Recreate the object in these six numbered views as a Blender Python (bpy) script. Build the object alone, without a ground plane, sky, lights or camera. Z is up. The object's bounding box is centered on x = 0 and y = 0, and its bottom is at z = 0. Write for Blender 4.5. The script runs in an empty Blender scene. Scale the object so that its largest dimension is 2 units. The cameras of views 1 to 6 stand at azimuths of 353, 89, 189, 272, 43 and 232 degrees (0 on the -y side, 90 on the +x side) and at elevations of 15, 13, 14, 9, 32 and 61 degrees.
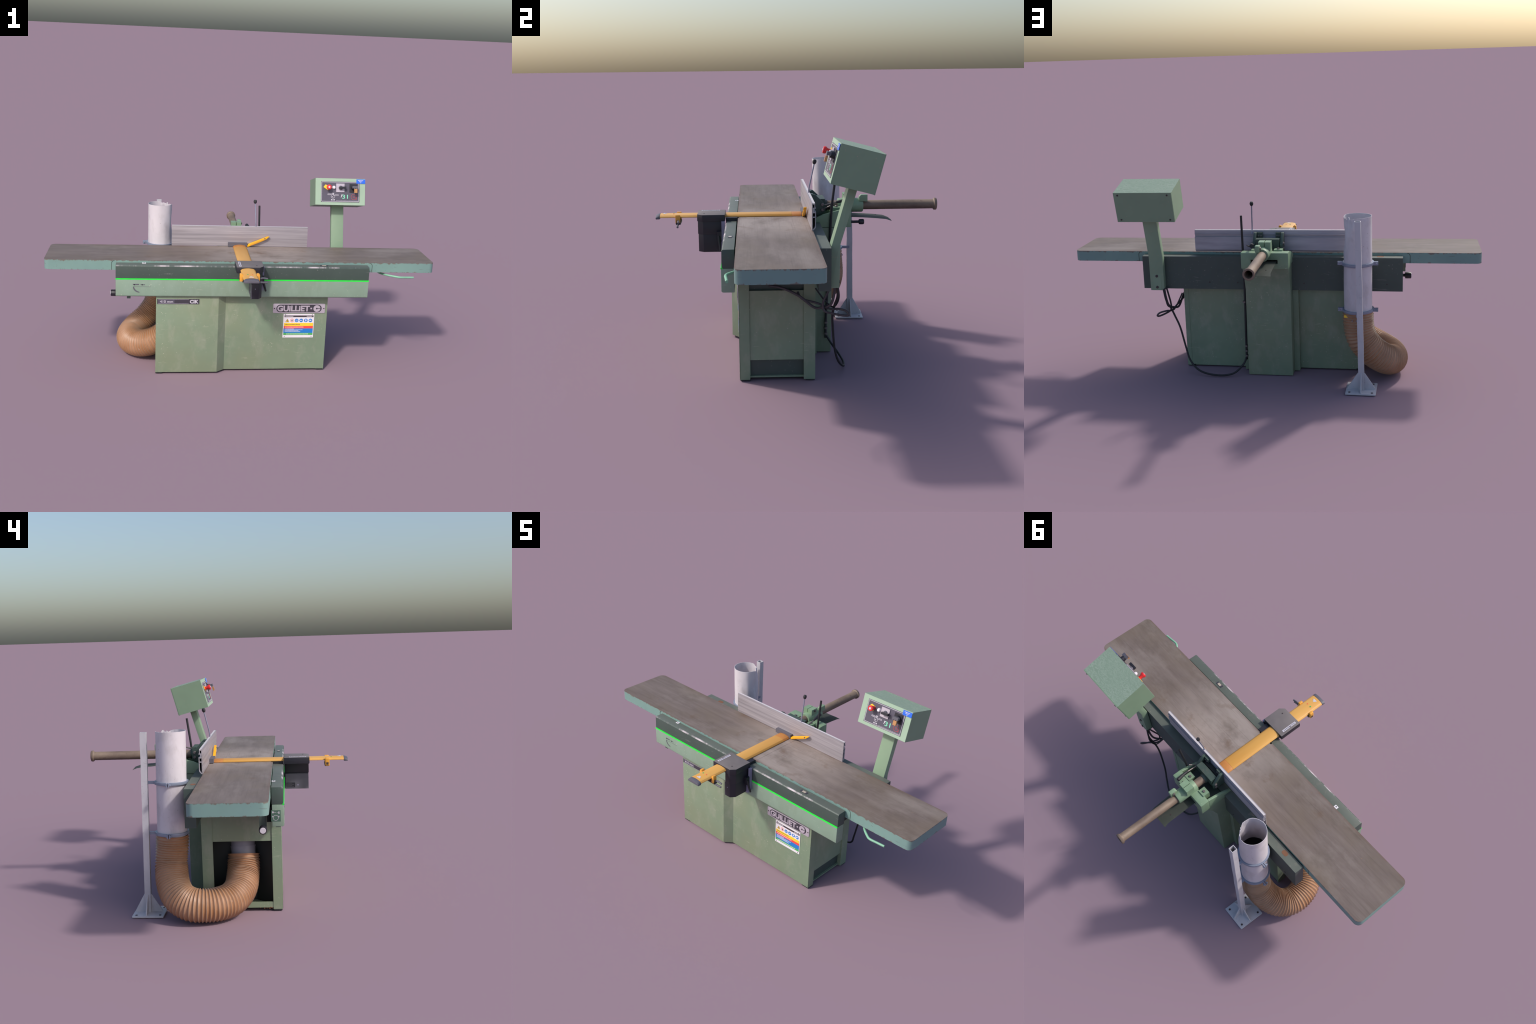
import bpy, bmesh, math, random
from mathutils import Vector, Matrix, noise

random.seed(7)
SC = bpy.context.scene.collection

# ------------------------------------------------------------------ materials
def lin(c):
    return [((v / 255) / 12.92 if v / 255 <= .04045 else ((v / 255 + .055) / 1.055) ** 2.4) for v in c]

def rgba(c, k=1.0):
    return (*[min(1, v * k) for v in lin(c)], 1)

class G:
    """small node-graph writer"""
    def __init__(s, name):
        s.m = bpy.data.materials.new(name)
        s.m.use_nodes = True
        s.t = s.m.node_tree
        s.b = s.t.nodes['Principled BSDF']
        s.tc = s.t.nodes.new('ShaderNodeTexCoord')
    def n(s, kind, **kw):
        x = s.t.nodes.new(kind)
        for k, v in kw.items():
            setattr(x, k, v)
        return x
    def l(s, a, b):
        s.t.links.new(a, b)
    def noise(s, scale, detail=4, rough=.55, stretch=(1, 1, 1), rot=(0, 0, 0), dist=0.0, off=(0, 0, 0)):
        mp = s.n('ShaderNodeMapping')
        mp.inputs['Scale'].default_value = stretch
        mp.inputs['Rotation'].default_value = rot
        mp.inputs['Location'].default_value = off
        s.l(s.tc.outputs['Object'], mp.inputs['Vector'])
        x = s.n('ShaderNodeTexNoise')
        x.inputs['Scale'].default_value = scale
        x.inputs['Detail'].default_value = detail
        x.inputs['Roughness'].default_value = rough
        x.inputs['Distortion'].default_value = dist
        s.l(mp.outputs[0], x.inputs['Vector'])
        return x.outputs['Fac']
    def ramp(s, fac, a, b, lo=0.0, hi=1.0):
        x = s.n('ShaderNodeMapRange')
        x.inputs['From Min'].default_value = a
        x.inputs['From Max'].default_value = b
        x.inputs['To Min'].default_value = lo
        x.inputs['To Max'].default_value = hi
        s.l(fac, x.inputs['Value'])
        return x.outputs[0]
    def mul(s, a, b):
        x = s.n('ShaderNodeMath', operation='MULTIPLY')
        for i, v in enumerate((a, b)):
            if isinstance(v, (int, float)):
                x.inputs[i].default_value = v
            else:
                s.l(v, x.inputs[i])
        return x.outputs[0]
    def mix(s, fac, a, b):
        x = s.n('ShaderNodeMix', data_type='RGBA')
        s.l(fac, x.inputs['Factor']) if not isinstance(fac, (int, float)) else setattr(x.inputs['Factor'], 'default_value', fac)
        for k, v in (('A', a), ('B', b)):
            sock = [i for i in x.inputs if i.name == k and i.type == 'RGBA'][0]
            if isinstance(v, tuple):
                sock.default_value = v
            else:
                s.l(v, sock)
        return [o for o in x.outputs if o.type == 'RGBA'][0]
    def bump(s, h, strength=.1, dist=.002):
        x = s.n('ShaderNodeBump')
        x.inputs['Strength'].default_value = strength
        x.inputs['Distance'].default_value = dist
        s.l(h, x.inputs['Height'])
        s.l(x.outputs[0], s.b.inputs['Normal'])
    def axis(s, which):
        x = s.n('ShaderNodeSeparateXYZ')
        s.l(s.tc.outputs['Object'], x.inputs[0])
        return x.outputs[which]
    def done(s, col, rough=.5, metal=0.0):
        s.l(col, s.b.inputs['Base Color']) if not isinstance(col, tuple) else setattr(s.b.inputs['Base Color'], 'default_value', col)
        s.b.inputs['Roughness'].default_value = rough
        s.b.inputs['Metallic'].default_value = metal
        return s.m

def paint(name, c, var=.10, chips=(215, 205, 190), chip=.45, grime=None, rough=.5, tint=None, scale=7, smear=None, hook=None):
    """aged machine paint: blotchy tone, pale chips, fine scratches, dirt"""
    g = G(name)
    big = g.noise(scale, 5, .6)
    col = g.mix(g.ramp(big, .3, .7), rgba(c, 1 - var), rgba(c, 1 + var))
    if tint:
        col = g.mix(g.ramp(g.noise(3.1, 3, .5, off=(4, 1, 2)), .42, .68, 0, .8), col, rgba(tint))
    if grime:
        col = g.mix(g.ramp(g.noise(11, 8, .7, off=(1, 7, 3)), .55, .75, 0, .75), col, rgba(grime))
    if chip:
        spot = g.ramp(g.noise(150, 2, .5), .715 - chip * .02, .75)
        clus = g.ramp(g.noise(9, 3, .5, off=(3, 3, 9)), .40, .58)
        col = g.mix(g.mul(g.mul(spot, clus), .75), col, rgba(chips))
        for k, rot in enumerate(((.3, .5, 0), (-.2, -.7, .4))):
            scr = g.ramp(g.noise(13, 3, .55, (1, 1, 9), rot, off=(k * 5, 1, 2), dist=.4), .665, .70)
            rare = g.ramp(g.noise(5, 2, .5, off=(k * 3, 8, 2)), .52, .62)
            col = g.mix(g.mul(g.mul(scr, rare), min(.4, .25 * chip)), col, rgba(chips))
    if smear:
        sm = g.ramp(g.noise(15, 5, .65, (1.2, 1.2, .6), (0, .6, 0), off=(9, 4, 1)), .50, .72, 0, .55)
        col = g.mix(sm, col, rgba(smear))
    if hook:
        col = hook(g, col)
    g.bump(g.noise(240, 2), .12, .0006)
    return g.done(col, rough)

def plain(name, c, rough=.5, metal=0.0, var=.06, scale=25):
    g = G(name)
    col = g.mix(g.ramp(g.noise(scale, 4), .3, .7), rgba(c, 1 - var), rgba(c, 1 + var))
    return g.done(col, rough, metal)

M = {}
def band(g, axis, lo, hi, soft):
    """1 where the object coordinate lies between lo and hi"""
    v = g.axis(axis)
    return g.mul(g.ramp(v, lo - soft, lo), g.ramp(v, hi, hi + soft, 1, 0))

def worn_rim(g, col):
    # paint knocked off along the upper and lower rim of the cast table
    chipm = g.noise(38, 7, .72, (1, 1, .35))
    top = g.mul(g.ramp(g.axis('Z'), .583, .5955, 0, .30), 1.0)
    low = g.ramp(g.axis('Z'), .546, .558, .26, 0)
    for m in (top, low):
        add = g.n('ShaderNodeMath', operation='ADD'); g.l(chipm, add.inputs[0]); g.l(m, add.inputs[1])
        col = g.mix(g.ramp(add.outputs[0], .73, .82, 0, .8), col, rgba((108, 86, 78)))
    return col

def worn_edge(g, col):
    # bare metal showing on the long front edge of the casing cover
    e = g.mul(band(g, 'Z', .5805, .60, .0012), g.ramp(g.axis('Y'), -.1215, -.1205, 1, 0))
    e = g.mul(e, g.ramp(g.noise(9, 6, .75, (1, .1, .1)), .46, .66, 0, .9))
    return g.mix(e, col, rgba((196, 184, 190)))

M['cab'] = paint('cabinet_green_paint', (125, 143, 120), .08, tint=(131, 140, 114), chip=.7, smear=(154, 157, 140))
M['cas'] = paint('casing_green_paint', (129, 151, 134), .06, tint=(127, 144, 125), chip=.5, smear=(140, 160, 146))
M['teal'] = paint('table_side_teal_paint', (120, 151, 144), .07, chips=(88, 70, 68), chip=1.2, tint=(112, 140, 140), hook=worn_rim)
M['dark'] = paint('dark_green_paint', (67, 80, 75), .08, chip=1.0, chips=(150, 148, 145), hook=worn_edge)
M['darktop'] = paint('paler_dark_green_paint', (94, 100, 92), .10, chips=(168, 150, 138), chip=1.5, grime=(118, 111, 104), hook=worn_edge)
M['head'] = paint('bracket_green_paint', (126, 152, 123), .08, chip=.4, smear=(140, 165, 140))
M['yoke'] = paint('yoke_dark_green_paint', (66, 82, 74), .18, chips=(150, 130, 118), chip=.5, grime=(110, 98, 88))
M['box'] = paint('control_box_green_paint', (126, 149, 124), .05, chip=.3, chips=(190, 150, 140))  # one paint split: body darkened for shaded sides, front lightened for sun
M['boxfront'] = paint('control_box_front_sunlit_tint', (156, 180, 158), .04, chip=.3, chips=(190, 150, 140))
M['post'] = paint('post_green_paint', (130, 153, 128), .05, chip=.6, chips=(205, 165, 145))
M['white'] = paint('duct_white_paint', (208, 201, 207), .05, chips=(130, 110, 105), chip=.6, rough=.45, smear=(176, 167, 170))
M['grey'] = paint('stand_grey_paint', (190, 187, 193), .08, chips=(120, 110, 108), chip=.9, smear=(165, 160, 166))
M['crank'] = plain('crank_teal_paint', (126, 178, 150), .45)
M['outlet'] = plain('outlet_grey_steel', (142, 138, 148), .5)  # grey darkened for the shadow inside the cabinet bay
M['inner'] = plain('inner_dark_steel', (40, 44, 44), .7)
M['void'] = plain('dark_hollow', (8, 9, 11), .9)
M['black'] = plain('black_plastic', (36, 35, 44), .45)
M['blackdust'] = plain('dusty_black_plastic', (112, 105, 105), .7, var=.14, scale=14)
M['graypl'] = plain('grey_plastic', (92, 90, 100), .5)
M['lav'] = plain('grey_metal_strip', (138, 134, 160), .4)
M['rubber'] = plain('black_rubber', (38, 37, 41), .6)
M['cable'] = plain('grey_cable_rubber', (70, 64, 70), .55)
M['ylw'] = plain('yellow_plastic', (240, 172, 22), .4)
M['org'] = plain('orange_plastic', (226, 160, 62), .4)
M['bolt'] = plain('bolt_steel', (120, 112, 110), .4, .4)
M['boltdark'] = plain('dark_bolt_steel', (62, 52, 54), .5)
M['zinc'] = plain('zinc_clamp_steel', (138, 146, 164), .35, .25)
M['chrome'] = plain('lever_steel', (150, 150, 170), .3, .5)
M['brass'] = plain('brass', (190, 140, 95), .35, .2)
M['red'] = plain('red_plastic', (216, 42, 48), .35)
M['signw'] = plain('sign_white', (230, 224, 230), .4, var=.02)
M['signy'] = plain('sign_yellow', (250, 205, 60), .4, var=.02)
M['signr'] = plain('sign_red', (236, 76, 72), .4, var=.02)
M['signb'] = plain('sign_blue', (38, 122, 200), .4, var=.02)
M['signg'] = plain('sign_green', (82, 170, 92), .4, var=.02)
M['signk'] = plain('sign_black', (66, 58, 64), .45, var=.04)
M['label'] = plain('label_dark', (62, 58, 68), .45, var=.05)
M['panel'] = plain('panel_grey', (84, 80, 94), .45, var=.06)
M['blue'] = plain('sticker_blue', (40, 104, 220), .4, var=.02)
M['ink'] = plain('print_white', (205, 200, 210), .5, var=.03)
M['silver'] = plain('silver_plate', (188, 178, 190), .35, .15)
M['inkred'] = plain('print_red', (190, 64, 76), .5)
M['inkgreen'] = plain('chalk_green', (130, 215, 180), .6)
M['seam'] = plain('seam_dark', (58, 62, 54), .7)
M['glass'] = plain('gauge_face', (178, 165, 150), .3)
M['labelgreen'] = plain('label_dark_green', (72, 100, 88), .5)
M['line'] = plain('bright_green_line', (40, 235, 70), .4, var=.05)
M['rust'] = plain('wood_chip_rust', (120, 82, 60), .8)
M['fencet'] = plain('sun_lightened_aluminium_edge', (204, 197, 200), .5)  # whiter than the other aluminium: sunlight on the top edge put into colour

def mk_table():
    g = G('worn_cast_iron')
    streak = g.noise(17, 7, .7, (.22, 1.5, 1))
    fine = g.noise(90, 3, .6, (.04, 2.2, 1))
    cloud = g.noise(3.2, 5, .6)
    col = g.mix(g.ramp(streak, .3, .72), rgba((104, 92, 87)), rgba((127, 115, 110)))
    col = g.mix(g.ramp(cloud, .42, .66, 0, .7), col, rgba((112, 99, 86)))
    # planed, brighter zone round the cutter, fading towards the ends
    x = g.axis('X')
    d = g.n('ShaderNodeMath', operation='ABSOLUTE')
    s = g.n('ShaderNodeMath', operation='SUBTRACT')
    g.l(x, s.inputs[0]); s.inputs[1].default_value = .12
    g.l(s.outputs[0], d.inputs[0])
    zone = g.mul(g.ramp(d.outputs[0], .10, .42, 1, 0), g.ramp(g.noise(5, 5, .6, (.5, 1.4, 1)), .3, .55))
    col = g.mix(g.mul(zone, .75), col, rgba((164, 152, 146)))
    col = g.mix(g.ramp(g.noise(4.5, 6, .65, (.6, 1.2, 1), off=(7, 1, 3)), .52, .70, 0, .55), col, rgba((146, 136, 130)))
    col = g.mix(g.ramp(g.noise(6, 6, .65, (.8, 1.1, 1), off=(2, 6, 3)), .56, .72, 0, .5), col, rgba((88, 78, 70)))
    col = g.mix(g.ramp(fine, .55, .8, 0, .45), col, rgba((88, 78, 72)))
    col = g.mix(g.ramp(g.noise(7, 4, .6, off=(5, 2, 0)), .62, .74, 0, .6), col, rgba((104, 84, 70)))
    col = g.mix(g.ramp(g.noise(75, 2, .5, off=(2, 2, 2)), .77, .79, 0, .8), col, rgba((176, 120, 80)))
    for m in (g.ramp(g.axis('Y'), -.0755, -.066, .55, 0), g.ramp(g.axis('Y'), .214, .2225, 0, .45)):
        col = g.mix(g.mul(m, g.ramp(g.noise(20, 4, .6), .35, .6)), col, rgba((110, 84, 76)))
    g.bump(fine, .08, .0005)
    g.b.inputs['Specular IOR Level'].default_value = .25
    return g.done(col, .55)
M['table'] = mk_table()

def mk_fence():
    g = G('brushed_aluminium')
    st = g.noise(60, 5, .7, (.02, 1, 1.3))
    st2 = g.noise(9, 4, .6, (.15, 1, 3))
    col = g.mix(g.ramp(st, .3, .7), rgba((138, 132, 138)), rgba((186, 178, 184)))
    col = g.mix(g.ramp(st2, .55, .75, 0, .6), col, rgba((112, 106, 110)))
    return g.done(col, .38, .2)
M['fence'] = mk_fence()

def mk_fenceback():
    g = G('weathered_aluminium')
    col = g.mix(g.ramp(g.noise(30, 5, .7, (.1, 1, 1)), .3, .7), rgba((150, 146, 156)), rgba((180, 176, 184)))
    return g.done(col, .5)
M['fenceb'] = mk_fenceback()

def mk_boxtop():
    g = G('wiped_dusty_paint')
    sw = g.noise(26, 3, .5, (1, 2.6, 1), (0, 0, .5), 3.5)
    col = g.mix(g.ramp(sw, .42, .6), rgba((134, 154, 134)), rgba((154, 170, 152)))
    col = g.mix(g.ramp(g.noise(12, 4), .4, .65, 0, .5), col, rgba((138, 158, 138)))
    return g.done(col, .65)
M['boxtop'] = mk_boxtop()

def mk_guard():
    g = G('guard_orange_anodised')
    col = g.mix(g.ramp(g.noise(8, 4, .5, (1.5, .3, 1)), .3, .7), rgba((202, 146, 66)), rgba((218, 166, 88)))
    return g.done(col, .42)
M['guard'] = mk_guard()
M['guardend'] = plain('guard_worn_end', (186, 124, 62), .5, var=.12)

def mk_hose():
    g = G('hose_amber_film')
    col = g.mix(g.ramp(g.noise(9, 5, .6), .35, .68), rgba((156, 111, 76)), rgba((176, 136, 108)))
    col = g.mix(g.ramp(g.noise(60, 3, .6), .7, .78, 0, .5), col, rgba((215, 200, 190)))
    g.b.inputs['Subsurface Weight'].default_value = .0
    return g.done(col, .42)
M['hose'] = mk_hose()
M['wire'] = plain('hose_wire_coat', (164, 132, 108), .4, var=.08)

def mk_pipe():
    g = G('rusted_pipe')
    col = g.mix(g.ramp(g.noise(16, 6, .65, (1, .4, 1)), .35, .68), rgba((104, 88, 78)), rgba((140, 122, 106)))
    col = g.mix(g.ramp(g.noise(50, 4, .6), .6, .75, 0, .7), col, rgba((86, 66, 56)))
    g.bump(g.noise(120, 3), .2, .001)
    return g.done(col, .6, .1)
M['pipe'] = mk_pipe()

# ------------------------------------------------------------------ builders
ROOT = bpy.data.objects.new('surface_planer', None)
ROOT['label'] = 'long green industrial surface planer with guard, fence and hose'
ROOT['category'] = 'woodworking machine'
SC.objects.link(ROOT)

def finish(name, bm, mats, parent=None, smooth=40, stuff=False):
    me = bpy.data.meshes.new(name)
    bmesh.ops.recalc_face_normals(bm, faces=bm.faces[:])
    bm.to_mesh(me); bm.free()
    for m in (mats if isinstance(mats, (list, tuple)) else [mats]):
        me.materials.append(M[m] if isinstance(m, str) else m)
    if smooth:
        me.polygons.foreach_set('use_smooth', [True] * len(me.polygons))
        me.set_sharp_from_angle(angle=math.radians(smooth))
    o = bpy.data.objects.new(name, me)
    SC.objects.link(o)
    o.parent = parent or ROOT
    if stuff:
        o['kind'] = 'stuff'
    return o

def bevel(bm, w, seg=2, ang=25):
    if w <= 0: return
    es = [e for e in bm.edges if len(e.link_faces) == 2 and e.calc_face_angle(0) > math.radians(ang)]
    bmesh.ops.bevel(bm, geom=es, offset=w, offset_type='OFFSET', segments=seg, profile=.6, affect='EDGES', clamp_overlap=True)

def add_box(bm, x0, x1, y0, y1, z0, z1, mi=0):
    vs = [bm.verts.new((x, y, z)) for x in (x0, x1) for y in (y0, y1) for z in (z0, z1)]
    for f in ((0, 1, 3, 2), (4, 6, 7, 5), (0, 4, 5, 1), (2, 3, 7, 6), (0, 2, 6, 4), (1, 5, 7, 3)):
        bm.faces.new([vs[i] for i in f]).material_index = mi

def top_slot(bm, idx=1, zmin=None):
    bm.normal_update()
    bmesh.ops.recalc_face_normals(bm, faces=bm.faces[:])
    for f in bm.faces:
        if f.normal.z > .8 and (zmin is None or f.calc_center_median().z > zmin):
            f.material_index = idx

def box(name, x0, x1, y0, y1, z0, z1, mat, parent=None, bev=.002, top=None, M4=None, seg=2):
    bm = bmesh.new()
    add_box(bm, x0, x1, y0, y1, z0, z1)
    bevel(bm, bev, seg)
    if top: top_slot(bm)
    if M4 is not None: bm.transform(M4)
    return finish(name, bm, [mat, top] if top else mat, parent)

def prism(name, pts, axis, a0, a1, mat, parent=None, bev=.002, top=None, M4=None, seg=2, smooth=40):
    """polygon pts swept along one axis; pts are (y,z) for x, (x,z) for y, (x,y) for z"""
    bm = bmesh.new()
    def P(p, a):
        return {'x': (a, p[0], p[1]), 'y': (p[0], a, p[1]), 'z': (p[0], p[1], a)}[axis]
    A = [bm.verts.new(P(p, a0)) for p in pts]
    B = [bm.verts.new(P(p, a1)) for p in pts]
    bm.faces.new(A); bm.faces.new(B[::-1])
    for i in range(len(pts)):
        j = (i + 1) % len(pts)
        bm.faces.new((A[i], B[i], B[j], A[j]))
    bmesh.ops.recalc_face_normals(bm, faces=bm.faces[:])
    bevel(bm, bev, seg)
    if top: top_slot(bm)
    if M4 is not None: bm.transform(M4)
    return finish(name, bm, [mat, top] if top else mat, parent, smooth)

def rounded(x0, x1, y0, y1, r, n=6, corners=(1, 1, 1, 1)):
    out = []
    for k, (cx, cy, a) in enumerate(((x1 - r, y1 - r, 0), (x0 + r, y1 - r, 90), (x0 + r, y0 + r, 180), (x1 - r, y0 + r, 270))):
        if corners[k]:
            out += [(cx + r * math.cos(math.radians(a + 90 * i / n)), cy + r * math.sin(math.radians(a + 90 * i / n))) for i in range(n + 1)]
        else:
            out.append(((x1, y1), (x0, y1), (x0, y0), (x1, y0))[k])
    return out

def spline(pts, per=12):
    P = [Vector(p) for p in pts]
    P = [2 * P[0] - P[1]] + P + [2 * P[-1] - P[-2]]
    out = []
    for i in range(1, len(P) - 2):
        a, b, c, d = P[i - 1:i + 3]
        for k in range(per):
            t = k / per
            out.append(.5 * (2 * b + (c - a) * t + (2 * a - 5 * b + 4 * c - d) * t * t + (3 * b - a - 3 * c + d) * t ** 3))
    out.append(P[-2])
    return out

def resample(pts, n):
    L = [0]
    for a, b in zip(pts, pts[1:]): L.append(L[-1] + (b - a).length)
    out, j = [], 0
    for i in range(n + 1):
        s = L[-1] * i / n
        while j < len(pts) - 2 and L[j + 1] < s: j += 1
        t = (s - L[j]) / max(1e-9, L[j + 1] - L[j])
        out.append(pts[j].lerp(pts[j + 1], min(1, max(0, t))))
    return out, L[-1]

def frames(pts):
    T = [(pts[min(i + 1, len(pts) - 1)] - pts[max(i - 1, 0)]).normalized() for i in range(len(pts))]
    u = T[0].orthogonal().normalized()
    F = []
    for t in T:
        u = (u - t * u.dot(t)).normalized()
        F.append((t, u, t.cross(u)))
    return F

def add_tube(bm, pts, rad, n=12, caps=True, mi=0):
    F = frames(pts)
    rings = []
    for i, (p, (t, u, v)) in enumerate(zip(pts, F)):
        r = rad(i / (len(pts) - 1)) if callable(rad) else rad
        rings.append([bm.verts.new(p + u * r * math.cos(2 * math.pi * k / n) + v * r * math.sin(2 * math.pi * k / n)) for k in range(n)])
    for a, b in zip(rings, rings[1:]):
        for k in range(n):
            bm.faces.new((a[k], a[(k + 1) % n], b[(k + 1) % n], b[k])).material_index = mi
    if caps:
        bm.faces.new(rings[0][::-1]).material_index = mi
        bm.faces.new(rings[-1]).material_index = mi

def tube(name, pts, rad, mat, parent=None, n=12, per=10, smooth=50, straight=False):
    bm = bmesh.new()
    add_tube(bm, [Vector(p) for p in pts] if straight else spline(pts, per), rad, n)
    return finish(name, bm, mat, parent, smooth)

def lathe_pts(bm, prof, origin, axis, n=32, mi=0, close=False):
    """prof: list of (radius, distance along axis)"""
    ax = Vector(axis).normalized(); u = ax.orthogonal().normalized(); v = ax.cross(u); o = Vector(origin)
    rings = []
    for r, h in prof:
        if r < 1e-6:
            rings.append([bm.verts.new(o + ax * h)])
        else:
            rings.append([bm.verts.new(o + ax * h + (u * math.cos(2 * math.pi * k / n) + v * math.sin(2 * math.pi * k / n)) * r) for k in range(n)])
    pairs = list(zip(rings, rings[1:]))
    if close: pairs.append((rings[-1], rings[0]))
    for a, b in pairs:
        for k in range(n):
            k2 = (k + 1) % n
            if len(a) == 1: f = (a[0], b[k], b[k2])
            elif len(b) == 1: f = (a[k], b[0], a[k2])
            else: f = (a[k], b[k], b[k2], a[k2])
            bm.faces.new(f).material_index = mi

def lathe(name, prof, origin, axis, mat, parent=None, n=32, close=False, smooth=40):
    bm = bmesh.new()
    lathe_pts(bm, prof, origin, axis, n, 0, close)
    return finish(name, bm, mat, parent, smooth)

_bolt = {}
def bolt(p, axis, r=.006, h=.004, mat='boltdark', parent=None, name='bolt', n=6):
    key = (r, h, mat, n)
    if key not in _bolt:
        bm = bmesh.new()
        lathe_pts(bm, [(0, -.001), (r, -.001), (r, h * .75), (r * .82, h), (0, h)], (0, 0, 0), (0, 0, 1), n)
        me_o = finish(name, bm, mat, parent, 30)
        o = me_o; _bolt[key] = o.data
    else:
        o = bpy.data.objects.new(name, _bolt[key]); SC.objects.link(o); o.parent = parent or ROOT
    o.rotation_mode = 'QUATERNION'
    o.rotation_quaternion = Vector((0, 0, 1)).rotation_difference(Vector(axis))
    o.location = p
    return o

class Sheet:
    """a flat face (u right, v up, n out) on which plates, discs and lettering are set"""
    def __init__(s, origin, u, v):
        u = Vector(u).normalized(); v = Vector(v).normalized(); n = u.cross(v)
        s.m = Matrix((( *[u[0], v[0], n[0]], origin[0]), (u[1], v[1], n[1], origin[1]), (u[2], v[2], n[2], origin[2]), (0, 0, 0, 1)))
    def rect(s, name, x0, x1, y0, y1, z0, z1, mat, parent, bev=0.0, r=0):
        if r: return prism(name, rounded(x0, x1, y0, y1, r), 'z', z0, z1, mat, parent, bev, M4=s.m)
        return box(name, x0, x1, y0, y1, z0, z1, mat, parent, bev, M4=s.m)
    def rects(s, name, rs, z0, z1, mat, parent):
        bm = bmesh.new()
        for (x0, x1, y0, y1) in rs: add_box(bm, x0, x1, y0, y1, z0, z1)
        bm.transform(s.m)
        return finish(name, bm, mat, parent, 0, True)
    def disc(s, name, x, y, r, z0, z1, mat, parent, n=28, r2=None):
        bm = bmesh.new()
        lathe_pts(bm, [(0, z0), (r, z0), (r2 or r, z1), (0, z1)], (x, y, 0), (0, 0, 1), n)
        bm.transform(s.m)
        return finish(name, bm, mat, parent, 40)
    def ring(s, name, x, y, r0, r1, z0, z1, mat, parent, n=36):
        bm = bmesh.new()
        lathe_pts(bm, [(r0, z0), (r1, z0), (r1, z1), (r0, z1)], (x, y, 0), (0, 0, 1), n, close=True)
        bm.transform(s.m)
        return finish(name, bm, mat, parent, 40)
    def poly(s, name, pts, z0, z1, mat, parent):
        return prism(name, pts, 'z', z0, z1, mat, parent, 0, M4=s.m)
    def text(s, name, body, x0, x1, y0, y1, z0, z1, mat, parent, fat=0.0):
        c = bpy.data.curves.new('lettering', 'FONT')
        c.body = body; c.size = 1; c.extrude = .05; c.offset = fat; c.resolution_u = 4
        o = bpy.data.objects.new('lettering', c); SC.objects.link(o)
        bpy.context.view_layer.update()
        me = o.evaluated_get(bpy.context.evaluated_depsgraph_get()).to_mesh()
        bm = bmesh.new(); bm.from_mesh(me)
        bpy.data.objects.remove(o); bpy.data.curves.remove(c)
        xs = [v.co.x for v in bm.verts]; ys = [v.co.y for v in bm.verts]
        for v in bm.verts:
            v.co = ((v.co.x - min(xs)) / (max(xs) - min(xs)) * (x1 - x0) + x0,
                    (v.co.y - min(ys)) / (max(ys) - min(ys)) * (y1 - y0) + y0,
                    z1 if v.co.z > 0 else z0)
        bm.transform(s.m)
        return finish(name, bm, mat, parent, 0)
    def words(s, name, x0, x1, y, h, z0, z1, mat, parent, seed):
        """unreadably small print: a row of word-sized dashes"""
        rnd = random.Random(seed); rs = []; x = x0
        while x < x1:
            w = rnd.uniform(.004, .012) * (h / .004) * .8
            rs.append((x, min(x + w, x1), y, y + h)); x += w + h * .45
        return s.rects(name, rs, z0, z1, mat, parent)

# ------------------------------------------------------------------ tables
ZT = .597
def worktable(x0, x1, y0, y1, corners):
    bm = bmesh.new()
    pts = rounded(x0, x1, y0, y1, .028, 7, corners)
    A = [bm.verts.new((x, y, .546)) for x, y in pts]; B = [bm.verts.new((x, y, ZT)) for x, y in pts]
    bm.faces.new(A[::-1]); bm.faces.new(B)
    for i in range(len(pts)):
        j = (i + 1) % len(pts)
        bm.faces.new((A[i], A[j], B[j], B[i]))
    bevel(bm, .002, 2, 60)
    top_slot(bm, 1, .59)
    return finish('worktable', bm, ['teal', 'table'])
tabL = worktable(-1.0, -.045, -.0780, .2235, (0, 1, 1, 0))
tabR = worktable(.045, 1.0, -.0752, .2278, (1, 0, 0, 1))
for t, xa, xb in ((tabL, -.057, -.032), (tabR, .032, .066)):
    box('lip_plate', xa, xb, -.070, .218, .590, ZT + .0006, 'table', t, .0008)
lathe('cutter_block', [(0, -.07), (.030, -.07), (.030, .215), (0, .215)], (0, 0, .562), (0, 1, 0), 'inner')
for t, s in ((tabL, -1), (tabR, 1)):
    for yy in ((-.0783, .2238) if s < 0 else (-.0755, .2281)):
        arc = [(s * .6675, yy, .547)] + [(s * (.6675 - .014 * (1 - math.cos(math.radians(a)))), yy, .580 + .015 * math.sin(math.radians(a))) for a in range(0, 91, 15)]
        tube('seam', arc, .0011, 'seam', t, 6, 4)

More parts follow.
